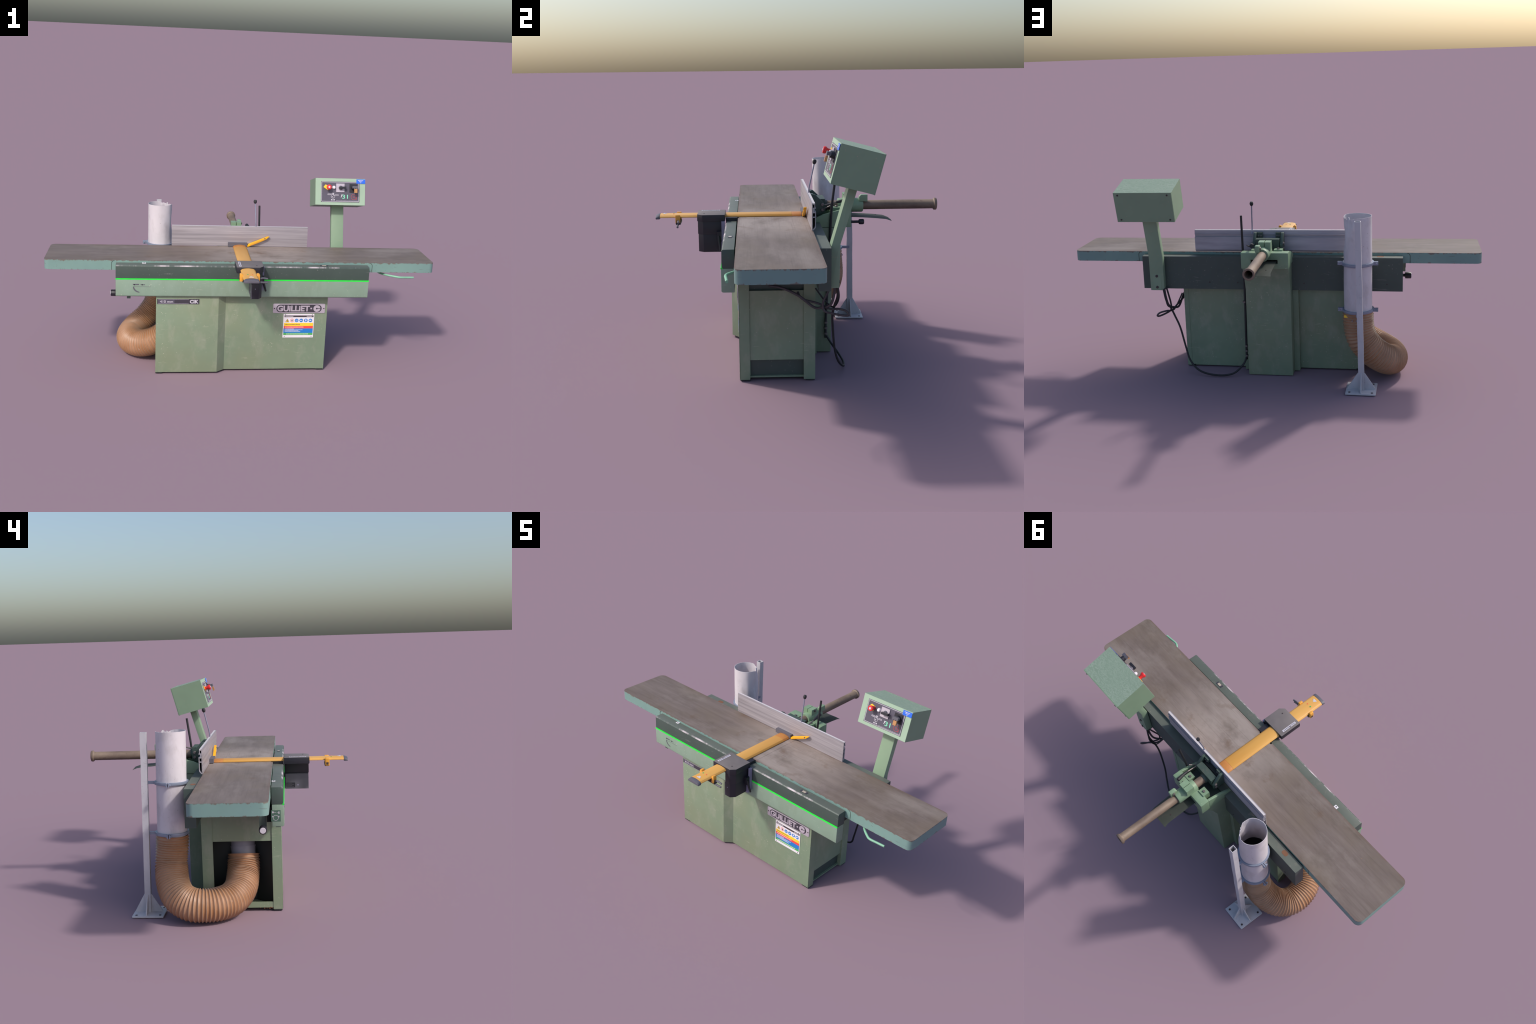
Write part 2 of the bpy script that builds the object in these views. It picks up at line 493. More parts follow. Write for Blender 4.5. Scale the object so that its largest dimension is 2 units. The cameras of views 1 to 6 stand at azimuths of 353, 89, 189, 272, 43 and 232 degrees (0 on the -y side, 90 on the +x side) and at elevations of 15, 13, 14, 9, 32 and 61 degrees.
# ------------------------------------------------------------------ front casing
cas = prism('front_casing', [(-.082, .423), (-.126, .423), (-.131, .428), (-.131, .5145), (-.082, .5145)], 'x', -.645, .641, 'cas', None, .0025)
cap = prism('casing_cover', [(-.081, .5155), (-.129, .5155), (-.128, .5805), (-.1235, .5855), (-.081, .586)], 'x', -.645, .641, 'dark', None, .0015, top='darktop')
box('green_line', -.6452, .6412, -.1320, -.125, .5120, .5178, 'line', cas, .0005)
box('stop_stud', -.590, -.572, -.115, -.095, .408, .424, 'dark', cas, .002)
tops = Sheet((0, 0, .586), (1, 0, 0), (0, 1, 0))
g1 = tops.rect('scale_window', .388, .428, -.109, -.093, -.001, .0012, 'label', cap)
tops.rect('scale_face', .398, .419, -.107, -.095, .001, .0018, 'glass', g1)
g2 = tops.rect('scale_window', -.516, -.497, -.096, -.081, -.001, .0012, 'signw', cap)
tops.rect('scale_face', -.509, -.503, -.092, -.087, .001, .0018, 'boltdark', g2)
fr = Sheet((0, -.131, 0), (1, 0, 0), (0, 0, 1))
# worn arrow decal at the left of the casing
arc = [(-.560 + .034 * math.cos(math.radians(a)) + .034, .474 - .030 * math.sin(math.radians(a)) ) for a in range(90, 181, 15)]
inn = [(x + .006, z + .004) for x, z in arc[::-1]]
fr.poly('arrow_decal', arc + inn[:-1], -.001, .0006, 'graypl', cas)
fr.rects('decal_lines', [(-.556, -.47, .4745, .4757), (-.560, -.530, .484, .490), (-.522, -.500, .484, .488)], -.001, .0005, 'graypl', cas)
fr.disc('decal_hole', -.553, .4855, .003, -.001, .0010, 'void', cas, 12); fr.disc('decal_hole', -.514, .4855, .003, -.001, .0010, 'void', cas, 12)
# instruction label on the left end of the casing
le = Sheet((-.645, 0, 0), (0, -1, 0), (0, 0, 1))
lab = le.rect('instruction_label', .078, .117, .445, .491, -.001, .0009, 'labelgreen', cas)
le.ring('dial_mark', .097, .460, .0100, .0112, .0008, .0013, 'ink', lab)
le.rects('dial_mark', [(.083, .088, .479, .487), (.088, .099, .482, .4832), (.102, .110, .480, .4812), (.108, .112, .476, .486), (.083, .086, .462, .468), (.108, .111, .462, .468)], .0008, .0013, 'ink', lab)
# height knob
kn = lathe('adjusting_knob', [(0, -.034), (.0145, -.034), (.0165, -.031), (.017, -.012), (.0165, -.004), (.008, -.002), (.006, .03), (0, .03)], (-.640, -.044, .414), (1, 0, 0), 'black', None, 28)
lathe('knob_cap', [(0, -.0358), (.0115, -.0358), (.0125, -.0345), (.0125, -.033), (0, -.033)], (-.640, -.044, .414), (1, 0, 0), 'ink', kn, 28)
box('knob_bracket', -.62, -.60, -.058, -.028, .405, .547, 'dark', kn, .003)
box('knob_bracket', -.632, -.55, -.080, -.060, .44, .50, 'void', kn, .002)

# ------------------------------------------------------------------ rear beam and inner body
beam = box('rear_beam', -.634, .634, .2285, .2755, .4205, .5835, 'dark', None, .004, top='darktop')
prism('beam_patch', rounded(-.545, -.512, .237, .259, .009), 'z', .583, .5840, 'rust', beam, 0)
for x in (.30, -.165, .16, -.56):
    bolt((x, .2755, .455), (0, 1, 0), .0038, .002, 'boltdark', beam)
box('machine_body', -.425, .42, -.068, .2255, .40, .5455, 'inner', None, .003)
box('table_slide', -.62, .62, -.055, .205, .505, .5455, 'inner', None, .003)

# ------------------------------------------------------------------ cabinet (folded sheet, hollow)
out = [(-.4435, -.115), (-.127, -.1135), (-.088, -.0795), (.4465, -.0725)]
cab = prism('cabinet', out + [(.4465, -.0685), (-.0895, -.0755), (-.1285, -.1095), (-.4395, -.111)], 'z', .007, .424, 'cab', None, .0015)
box('back_panel', -.4395, .443, .2255, .2300, .005, .424, 'cab', cab, .0015)
prism('bay_wall', [(-.400, -.074), (-.338, .0), (-.333, .0), (-.394, -.074)], 'z', .016, .40, 'inner', cab, 0)
box('partition', -.335, -.330,  -.07, .224, .01, .40, 'inner', cab, 0)
box('cabinet_floor', -.4385, .40, -.068, .224, .0125, .016, 'cab', cab, 0)
# left end: open bay for the hose
box('corner_post', -.4445, -.436, -.1140, -.0735, .0065, .424, 'cab', cab, .003)
box('corner_post', -.4445, -.436, .184, .2315, .003, .424, 'cab', cab, .003)
box('end_panel', -.4405, -.436, -.076, .186, .313, .424, 'cab', cab, .001)
box('floor_lip', -.4425, -.438, -.076, .186, .0135, .039, 'cab', cab, .001)
# right end: recessed panel, kick space, corner posts
prism('corner_post', [(.4465, -.0725), (.4465, -.0305), (.4200, -.0305), (.4200, -.0260), (.4415, -.0350), (.4415, -.0680)], 'z', .004, .424, 'cab', cab, .0015)
box('corner_post', .424, .4465, .186, .2315, .004, .424, 'cab', cab, .0025)
box('end_panel', .4365, .4405, -.035, .19, .086, .374, 'cab', cab, .001)
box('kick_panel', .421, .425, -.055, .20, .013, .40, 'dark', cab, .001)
box('kick_lip', .425, .435, -.035, .186, .010, .016, 'cab', cab, .001)
for x0, x1, y0, y1 in ((-.444, -.410, -.112, -.075), (-.444, -.41, .19, .23), (.405, .446, -.070, -.03), (.405, .446, .195, .23)):
    box('foot_pad', x0, x1, y0, y1, 0, .0085, 'inner', cab, .001)
bm = bmesh.new()
rnd = random.Random(3)
for i in range(46):
    x, y = -.436 + rnd.uniform(-.006, .014), -.055 + rnd.gauss(0, .012)
    s = rnd.uniform(.0015, .004)
    bmesh.ops.create_icosphere(bm, subdivisions=1, radius=s, matrix=Matrix.Translation((x, y, .008 + rnd.uniform(0, .008))))
finish('wood_chips', bm, 'rust', cab, 0, True)
# rear column with dished bracket head
col = prism('column', [(.229, .0), (.327, .0), (.329, .44), (.352, .505), (.385, .5595), (.229, .5595)], 'x', -.107, .112, 'cab', None, .004)
box('column_flange', -.134, -.1075, .229, .262, .002, .42, 'cab', col, .002)
box('column_flange', .1125, .141, .229, .262, .002, .42, 'cab', col, .002)

# name plate, model strip, safety sign
sh = Sheet((0, -.0784, 0), (1, .0131, 0), (0, 0, 1))
npl = sh.rect('name_plate', .159, .434, .3205, .3725, -.003, .0035, 'silver', cab, .001, r=.006)
inner = rounded(.176, .416, .3255, .3675, .021, 8)
sh.poly('name_field', inner, .003, .0040, 'label', npl)
sh.text('plate_lettering', 'GUiLLiET', .181, .352, .3305, .3625, .0036, .0050, 'silver', npl, .035)
sh.rect('plate_lettering', .356, .3645, .3430, .3505, .0036, .0050, 'silver', npl)
sh.disc('plate_emblem', .3905, .3465, .0185, .0036, .0050, 'silver', npl)
sh.disc('emblem_eye', .3895, .3465, .0045, .0048, .0056, 'label', npl, 16)
sh.rect('emblem_slit', .3905, .4095, .3455, .3485, .0048, .0055, 'label', npl)
for x in (.166, .4275):
    sh.disc('rivet', x, .3465, .0032, .003, .0046, 'boltdark', npl, 14)
sg = sh.rect('safety_sign', .2165, .3795, .1845, .3155, -.003, .0022, 'signw', cab, .0004)
sh.rects('sign_bar', [(.222, .376, .298, .3075)], .002, .0026, 'signk', sg)
sh.rects('sign_bar', [(.221, .376, .249, .266)], .002, .0026, 'signy', sg)
sh.rects('sign_bar', [(.221, .376, .2355, .249)], .002, .0026, 'signr', sg)
sh.rects('sign_bar', [(.220, .376, .2105, .2355)], .002, .0026, 'signb', sg)
sh.rects('sign_bar', [(.220, .376, .1985, .2105)], .002, .0026, 'signg', sg)
sh.poly('warning_triangle', [(.2275, .2705), (.2485, .2705), (.238, .2895)], .002, .0027, 'signk', sg)
sh.poly('warning_triangle', [(.2300, .2720), (.2460, .2720), (.238, .2865)], .0025, .0030, 'signy', sg)
sh.rects('pictogram', [(.2360, .2400, .274, .281)], .003, .0034, 'signk', sg)
sh.ring('prohibition_ring', .2625, .280, .0080, .0098, .002, .0027, 'signr', sg)
sh.rects('pictogram', [(.2605, .2645, .2740, .2850), (.2585, .2665, .278, .280)], .002, .0026, 'signk', sg)
for i in range(4):
    cx = .287 + i * .0245
    sh.disc('mandatory_disc', cx, .280, .0098, .002, .0027, 'signb', sg)
    sh.rects('pictogram', [[(cx - .004, cx + .004, .2755, .2770), (cx - .004, cx - .0025, .277, .2845), (cx + .0025, cx + .004, .277, .2845)],
                           [(cx - .005, cx - .001, .278, .2825), (cx + .001, cx + .005, .278, .2825)],
                           [(cx - .003, cx + .002, .275, .2865), (cx + .002, cx + .004, .279, .284)],
                           [(cx - .005, cx + .001, .277, .284), (cx + .001, cx + .005, .279, .2825)]][i], .0026, .0031, 'signw', sg)
for y, x1, h, mt, k in ((.257, .305, .0030, 'signk', 1), (.2415, .325, .0030, 'signw', 2), (.2315, .275, .0022, 'signw', 3), (.2265, .322, .0022, 'signw', 4),
                        (.2215, .300, .0022, 'signw', 5), (.2165, .310, .0022, 'signw', 6), (.2030, .352, .0030, 'signw', 7), (.3015, .268, .0028, 'signw', 8)):
    sh.words('sign_text', .2265 + (.008 if k == 7 else 0), x1, y, h, .0025, .0030, mt, sg, k)
sh.words('sign_text', .340, .368, .3015, .0028, .0025, .0030, 'signw', sg, 9)
for x, z in ((.227, .3115), (.369, .3115), (.226, .1915), (.369, .1915)):
    sh.disc('rivet', x, z, .0022, .002, .003, 'boltdark', sg, 10)
s2 = Sheet((0, -.1131, 0), (1, .0047, 0), (0, 0, 1))
ms = s2.rect('model_strip', -.439, -.226, .3795, .4065, -.003, .0012, 'label', cab)
s2.rect('strip_field', -.434, -.352, .383, .403, .001, .0016, 'panel', ms)
s2.text('strip_lettering', '410 mm', -.425, -.359, .3865, .3995, .0014, .0022, 'ink', ms, .0)
s2.text('strip_lettering', 'CIK', -.274, -.2305, .3835, .4025, .001, .0022, 'ink', ms, .035)
s2.rects('strip_dashes', [(-.435 + i * .0052, -.4318 + i * .0052, z, z + .0014) for i in range(30) for z in (.3808, .4042)], .001, .0018, 'ink', ms)

# ------------------------------------------------------------------ bracket head, sleeve, pipe
X0, X1 = -.1115, .1115
ARM = [(.236, .5605), (.3645, .5605), (.3645, .637), (.29, .617), (.236, .592)]
head = prism('bracket_head', ARM, 'x', X0, X0 + .014, 'head', None, .004)
prism('bracket_arm', ARM, 'x', X1 - .014, X1, 'head', head, .004)
# back wall with the slot for the tongue
bm = bmesh.new()
xs, zs = (X0, -.061, .065, X1), (.5605, .5855, .6035, .637)
for yy in (.3640, .4105):
    g_ = [[bm.verts.new((x, yy, z)) for z in zs] for x in xs]
    for i in range(3):
        for j in range(3):
            if (i, j) != (1, 1):
                bm.faces.new((g_[i][j], g_[i + 1][j], g_[i + 1][j + 1], g_[i][j + 1]))
bm.verts.ensure_lookup_table()
V_ = lambda y, i, j: bm.verts[(16 if y else 0) + i * 4 + j]
loop = [(i, 0) for i in range(3)] + [(3, j) for j in range(3)] + [(i, 3) for i in range(3, 0, -1)] + [(0, j) for j in range(3, 0, -1)]
hole = [(1, 1), (2, 1), (2, 2), (1, 2)]
for lp in (loop, hole):
    for p, q in zip(lp, lp[1:] + lp[:1]):
        bm.faces.new((V_(0, *p), V_(0, *q), V_(1, *q), V_(1, *p)))
bmesh.ops.recalc_face_normals(bm, faces=bm.faces[:])
bevel(bm, .003, 2, 60)
finish('bracket_wall', bm, 'head', head)
box('bracket_floor', X0 + .01, X1 - .01, .232, .37, .562, .574, 'dark', head, .002)
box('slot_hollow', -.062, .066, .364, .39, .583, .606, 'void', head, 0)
box('bracket_lug', -.078, -.038, .335, .37, .600, .642, 'head', head, .004)
box('bracket_lug', .034, .070, .335, .37, .600, .640, 'head', head, .004)
bolt((-.058, .352, .642), (0, 0, 1), .007, .006, 'bolt', head)
bolt((.050, .352, .640), (0, 0, 1), .007, .006, 'bolt', head)
PZ = .6395
lathe('sleeve', [(.0208, .362), (.029, .362), (.031, .366), (.031, .468), (.029, .473), (.0208, .473)], (0, 0, PZ), (0, 1, 0), 'head', head, 40, True)
box('sleeve_lug', -.0335, -.0065, .386, .428, .655, .692, 'head', head, .004)
box('sleeve_lug', -.0035, .0235, .386, .428, .655, .692, 'head', head, .004)
prism('sleeve_lug', [(.455, .660), (.4915, .657), (.4915, .688), (.462, .688), (.454, .680)], 'x', .008, .028, 'head', head, .003)
bolt((.008, .476, .675), (-1, 0, 0), .007, .006, 'bolt', head)
bolt((.0235, .408, .682), (1, 0, 0), .006, .006, 'boltdark', head)
lathe('fence_pipe', [(.0165, .300), (.0205, .300), (.0205, .782), (.0225, .786), (.0265, .788), (.0265, .7965), (.0250, .7985), (.0180, .7985), (.0165, .785)], (-.001, 0, PZ), (0, 1, 0), 'pipe', None, 40, True)
lathe('pipe_hollow', [(0, 0), (.0168, 0), (.0168, .004), (0, .004)], (-.001, .70, PZ), (0, 1, 0), 'void', None, 24)
# tongue plate under the pipe
bm = bmesh.new()
prof = [(.37, .596), (.42, .596), (.47, .594), (.53, .590), (.57, .586), (.595, .578)]
rows = [[bm.verts.new((x * (1 - .06 * (i / 5)) - (.004 if i == 5 and x < 0 else 0), y + (.0 if x > 0 else -.003) * (i == 5), z - .012 * (abs(x) / .058) ** 2 * .25 * i / 5)) for x in (-.058, -.03, 0, .03, .058)] for i, (y, z) in enumerate(prof)]
for a, b in zip(rows, rows[1:]):
    for k in range(4):
        bm.faces.new((a[k], a[k + 1], b[k + 1], b[k]))
bmesh.ops.solidify(bm, geom=bm.faces[:], thickness=.003)
finish('tongue_plate', bm, 'darktop', head)
bolt((-.028, .535, .5895), (0, 0, 1), .004, .001, 'boltdark', head)
lathe('locking_knob', [(0, .40), (.006, .40), (.006, .450), (.011, .452), (.012, .458), (.012, .470), (.009, .474), (0, .474)], (.05, 0, .573), (0, 1, 0), 'black', head, 16)
# fence hinge yoke
yk = box('fence_yoke', -.054, .060, .268, .302, .626, .677, 'yoke', None, .004)
for a, b in ((.0615, .0755), (-.0705, -.0565)):
    prism('yoke_arm', [(.240, .612), (.275, .608), (.303, .622), (.303, .650), (.290, .668), (.258, .699), (.240, .701)], 'x', a, b, 'yoke', yk, .003)
for a, b in ((.034, .060), (-.054, -.030)):
    box('yoke_pad', a, b, .238, .250, .672, .699, 'yoke', yk, .002)
    for x in (a + .007, b - .007):
        bolt((x, .250, .683), (0, 1, 0), .0042, .004, 'bolt', yk, n=10)
box('yoke_pad', -.05, .056, .238, .262, .640, .668, 'inner', yk, .002)
for z in (.632, .655):
    bolt((-.0705, .29, z), (-1, 0, 0), .007, .006, 'bolt', yk, n=12); bolt((.0755, .29, z), (1, 0, 0), .007, .006, 'bolt', yk, n=12)
bm = bmesh.new()
lathe_pts(bm, [(0, .275), (.02, .275), (.026, .30), (.024, .315), (0, .315)], (-.001, 0, PZ), (0, 1, 0), 24)
finish('yoke_socket', bm, 'yoke', yk)
lev = tube('clamp_handle', [(.069, .296, .650), (.069, .325, .657), (.067, .353, .664)], .0035, 'bolt', None, 10)
tube('handle_grip', [(.068, .350, .663), (.064, .38, .668), (.057, .415, .671)], lambda t: .0055 + .004 * t, 'rubber', lev, 14)
tube('clamp_handle', [(.072, .288, .632), (.086, .300, .640), (.098, .322, .652)], .003, 'bolt', None, 10)
bl = tube('ball_lever', [(.088, .236, .690), (.0872, .230, .712), (.0865, .232, .735), (.0840, .243, .785), (.0810, .254, .835)], .0032, 'chrome', None, 12)
lathe('lever_knob', [(0, -.010), (.005, -.010), (.0085, -.004), (.0090, .003), (.0065, .0095), (0, .011)], (.081, .2545, .840), (-.05, .2, 1), 'rubber', bl, 20)
# long black conduit down the column
ct = tube('conduit', [(.116, .3435, .799), (.118, .325, .639), (.118, .319, .50), (.121, .311, .32), (.125, .302, .15), (.125, .302, .07)], .0054, 'rubber', None, 12)
lathe('conduit_bore', [(0, 0), (.0046, 0), (.0046, .0012), (0, .0012)], (.116, .3435, .7985), (0, .1, 1), 'void', ct, 14)
for z, y in ((.37, .314), (.14, .302), (.115, .302), (.09, .302)):
    lathe('conduit_clip', [(.006, -.004), (.0082, -.004), (.0082, .004), (.006, .004)], (.1235, y, z), (0, 0, 1), 'bolt', ct, 16, True)

# ------------------------------------------------------------------ fence (hollow extrusion)
FX0, FX1 = -.366, .373
fe = prism('fence', [(.2225, .5985), (.2265, .5985), (.2265, .7085), (.2225, .7085)], 'x', FX0, FX1, 'fence', None, .0008)
def strip(name, y0, y1, z0, z1, mat='fenceb', bev=.0006):
    return box(name, FX0 + .0003, FX1 - .0003, y0, y1, z0, z1, mat, fe, bev)
strip('fence_top', .2262, .2350, .7035, .7087, 'fencet')
strip('fence_skin', .2325, .2352, .6905, .7040)
strip('fence_web', .2262, .2378, .6860, .6905)
strip('fence_web', .2262, .2310, .6735, .6862)
strip('fence_web', .2262, .2385, .6690, .6736)
strip('fence_skin', .2355, .2385, .6160, .6692)
strip('fence_web', .2262, .2360, .6505, .6545)
prism('fence_web', [(.2262, .6000), (.2300, .6000), (.2385, .6105), (.2385, .6162), (.2355, .6162), (.2345, .6125), (.2285, .6050), (.2262, .6050)], 'x', FX0 + .0003, FX1 - .0003, 'fenceb', fe, .0005)
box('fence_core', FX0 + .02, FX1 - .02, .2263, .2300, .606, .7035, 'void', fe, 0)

# ------------------------------------------------------------------ cutter guard
n = 10
bar = [(-.0365, .5985), (-.0365, .602)] + [(-.0365 + .073 * i / n, .602 + .0105 * math.sin(math.pi * (.10 + .80 * i / n)) ** .8) for i in range(1, n)] + [(.0365, .602), (.0365, .5985)]
def guard(name, y0, y1, mat, dz=0.0, k=1.0, parent=None):
    return prism(name, [(x * k, z + dz) for x, z in bar], 'y', y0, y1, mat, parent, .0012, smooth=30)
gb = guard('guard_bar', -.4155, .160, 'guard')
guard('guard_worn_tip', .160, .203, 'guardend', -.0003, .995, gb)
gc = prism('guard_end_cap', [(x * 1.02, z * 1.0 + (-.006 if z < .600 else .0006)) for x, z in bar], 'y', -.434, -.4150, 'graypl', gb, .003)
for v in gc.data.vertices:
    if v.co.y < -.425: v.co.z = .600 + (v.co.z - .600) * .78 - .002
box('guard_foot', -.062, .041, .2025, .2218, .6, .6205, 'graypl', gb, .003)
# sprung finger
d = Vector((.108, .012, .050)).normalized()
def fing(t, h): return (.043 + .118 * t, .604 + .050 * t + h)
outer = [fing(0, -.006), fing(.5, -.0065), fing(.85, -.005), fing(1.0, .004), fing(.9, .0085), fing(.5, .0085), fing(.05, .009), fing(-.02, .002)]
prism('guard_finger', outer, 'y', .2045, .2165, 'ylw', gb, .002)
prism('finger_slot', [fing(.12, -.002), fing(.8, -.001), fing(.8, .0035), fing(.12, .004)], 'y', .2035, .2055, 'org', gb, 0)
fs = Sheet((0, .2040, 0), (1, 0, 0), (0, 0, 1))
fs.disc('finger_screw', .136, .6475, .0035, -.001, .0012, 'bolt', gb, 14)
box('guard_mat', -.034, .062, -.128, -.0772, .5865, .600, 'black', gb, .002)
# guard support block
hb = prism('guard_housing', [(-.055, -.252), (.060, -.252), (.081, -.228), (.081, -.131), (-.055, -.131)], 'z', .586, .6172, 'black', gb, .003, top='blackdust')
lo = prism('housing_body', [(.027, -.2495), (.058, -.2495), (.077, -.226), (.077, -.133), (.027, -.133)], 'z', .530, .5875, 'black', hb, .002)
prism('housing_cover', [(.024, -.2475), (.058, -.2475), (.0755, -.225), (.0755, -.136), (.024, -.136)], 'z', .4525, .5305, 'black', hb, .002)
box('cover_sunlight_plate', .0215, .0245, -.2470, -.136, .4530, .5270, 'graypl', hb, .001)  # lighter grey plate modelled for sunlight on the black cover's left side
ls = Sheet((.0215, 0, 0), (0, -1, 0), (0, 0, 1))
rl = ls.rect('rating_label', .140, .182, .4605, .4835, -.0005, .0007, 'black', hb)
for i in range(4): ls.words('label_print', .142, .180 - (.012 if i % 2 else .003), .4633 + i * .005, .0018, .0006, .0011, 'graypl', rl, 20 + i)
ls.disc('cover_screw', .196, .472, .0035, -.0005, .001, 'lav', hb, 14)
ht = Sheet((0, 0, .6172), (1, 0, 0), (0, 1, 0))
tl = ht.rect('housing_label', -.0415, -.030, -.237, -.155, -.0005, .0008, 'ink', hb)
ht.rects('label_print', [(-.0385, -.0335, -.231 + i * .0072, -.2265 + i * .0072) for i in range(10)], .0007, .0011, 'graypl', tl)
for x, y in ((.046, -.222), (-.038, -.20)):
    ht.disc('housing_screw', x, y, .0035, -.0005, .001, 'boltdark', hb, 12)
hf = Sheet((0, -.2476, 0), (1, 0, 0), (0, 0, 1))
hf.disc('housing_screw', .041, .505, .0022, -.0005, .001, 'lav', hb, 12)
box('mount_rail', .083, .0945, -.146, -.131, .466, .589, 'lav', hb, .002)
box('mount_rail', .06, .084, -.150, -.131, .448, .50, 'lav', hb, .002)
box('rail_clamp', .077, .092, -.166, -.144, .505, .545, 'black', hb, .003)
tube('rail_lever', [(.088, -.158, .526), (.096, -.156, .498), (.106, -.152, .464)], lambda t: .0065 - .002 * t, 'rubber', hb, 10)
for a, b in ((.0335, .0485), (-.0485, -.0335)):
    c = prism('bar_clamp', [(a, .574), (b, .574), (b, .607), (b - .003, .612), (a + .003, .612), (a, .607)], 'y', -.347, -.327, 'org', gb, .0015)
    box('clamp_screw', a - .001 if a > 0 else a - .0015, b + .0015 if a > 0 else b + .001, -.342, -.332, .579, .590, 'boltdark', c, .001)
box('clamp_bridge', -.036, .050, -.345, -.325, .570, .579, 'black', gb, .002)
tube('clamp_lever', [(.046, -.334, .585), (.066, -.333, .588), (.088, -.331, .584)], .0042, 'graypl', gb, 10)
tube('clamp_lever', [(.036, -.337, .570), (.062, -.337, .568), (.087, -.335, .566)], .0044, 'graypl', gb, 10)
bt = Sheet((0, 0, .6127), (1, 0, 0), (0, 1, 0))
bt.poly('bar_sticker', [(-.009, -.402), (.012, -.402), (.012, -.395), (.006, -.395), (.006, -.388), (-.004, -.388), (-.004, -.395), (-.009, -.395)], -.003, .0002, 'ink', gb)
bt.disc('bar_dot', -.012, -.357, .004, -.003, .0001, 'signg', gb, 12)
bt.disc('bar_dot', .010, -.357, .003, -.003, .0001, 'signr', gb, 12)

# ------------------------------------------------------------------ control box on its post
TH = math.radians(-14.8)
BX = Matrix.Translation((.552, .361, .8785)) @ Matrix.Rotation(TH, 4, 'X')
W, D, H = .139, .080, .0735
bm = bmesh.new(); add_box(bm, -W, W, -D, D, -H, H); bevel(bm, .003, 2); top_slot(bm); bm.transform(BX)
cb = finish('control_box', bm, ['box', 'boxtop'])
box('box_front', -W + .0008, W - .0008, -D - .0012, -D + .004, -H + .0008, H - .0008, 'boxfront', cb, .0012, M4=BX)
box('box_lid', -W + .001, W - .001, D - .001, D + .0035, -H - .001, H + .001, 'box', cb, .0015, M4=BX)
nb = (BX.to_3x3() @ Vector((0, 1, 0)))
for x in (-.118, .118):
    for z in (-.062, .062):
        bolt(BX @ Vector((x, D + .0035, z)), nb, .0042, .003, 'boltdark', cb, n=10)
uf = BX.to_3x3() @ Vector((1, 0, 0)); vf = BX.to_3x3() @ Vector((0, 0, 1))
S = Sheet(BX @ Vector((-W, -D - .0012, -H)), uf, vf)      # face coordinates 0..0.278, 0..0.147
w, h = 2 * W, 2 * H
def U(f): return f * w
def V(f): return (1 - f) * h
pn = S.rect('switch_panel', U(.113), U(.884), V(.885), V(.122), -.001, .0016, 'panel', cb, .0004)
a, b, c, d = U(.122), U(.872), V(.868), V(.140)
S.rects('panel_border', [(a, b, c, c + .0018), (a, b, d - .0018, d), (a, a + .0018, c, d), (b - .0018, b, c, d)], .0015, .0021, 'ink', pn)
S.rects('panel_dots', [(U(.42 + i * .0212), U(.428 + i * .0212), V(.842), V(.826)) for i in range(21)], .0015, .0020, 'ink', pn)
# emergency stop
es = S.poly('stop_plate', [(U(.205) + x, V(.335) + y) for x, y in ((-.013, 0), (-.002, .014), (.020, .006), (.014, -.018))], .0015, .004, 'signy', pn)
bmx = bmesh.new(); lathe_pts(bmx, [(0, .001), (.009, .001), (.009, .017), (.0135, .024), (.0142, .029), (.0125, .0335), (0, .035)], (U(.253), V(.345), 0), (0, 0, 1), 28); bmx.transform(S.m)
stop = finish('stop_button', bmx, 'red', pn)
S.disc('stop_mark', U(.253), V(.345), .0056, .034, .0356, 'ink', stop, 20)
bmx = bmesh.new(); lathe_pts(bmx, [(0, .001), (.0095, .001), (.0095, .006), (.0082, .009), (.0065, .0125), (0, .014)], (U(.367), V(.345), 0), (0, 0, 1), 24); bmx.transform(S.m)
finish('start_button', bmx, 'signw', pn)
sp = S.rect('selector_plate', U(.412), U(.578), V(.515), V(.195), .001, .006, 'silver', pn, .001)
S.disc('selector_knob', U(.505), V(.355), .0125, .005, .014, 'graypl', sp, 24, .010)
box('selector_grip', -.012, .026, -.0055, .0055, .012, .026, 'black', sp, .003, M4=S.m @ Matrix.Translation((U(.505), V(.355), 0)) @ Matrix.Rotation(.05, 4, 'Z'))
lk = S.rect('isolator_plate', U(.682), U(.838), V(.515), V(.205), .001, .005, 'black', pn, .001)
S.disc('isolator_knob', U(.765), V(.345), .0145, .004, .020, 'black', lk, 24, .012)
box('isolator_grip', -.013, .017, -.006, .007, .018, .034, 'graypl', lk, .003, M4=S.m @ Matrix.Translation((U(.765), V(.335), 0)))
box('padlock', -.0085, .0085, -.022, .000, .027, .036, 'brass', lk, .002, M4=S.m @ Matrix.Translation((U(.783), V(.395), 0)))
bmx = bmesh.new(); add_tube(bmx, spline([(U(.783) - .006, V(.395) - .001, .0315), (U(.783) - .006, V(.395) + .008, .0315), (U(.783), V(.395) + .013, .0315), (U(.783) + .006, V(.395) + .008, .0315), (U(.783) + .006, V(.395) - .001, .0315)], 5), .0016, 8); bmx.transform(S.m)
finish('padlock_shackle', bmx, 'chrome', lk)
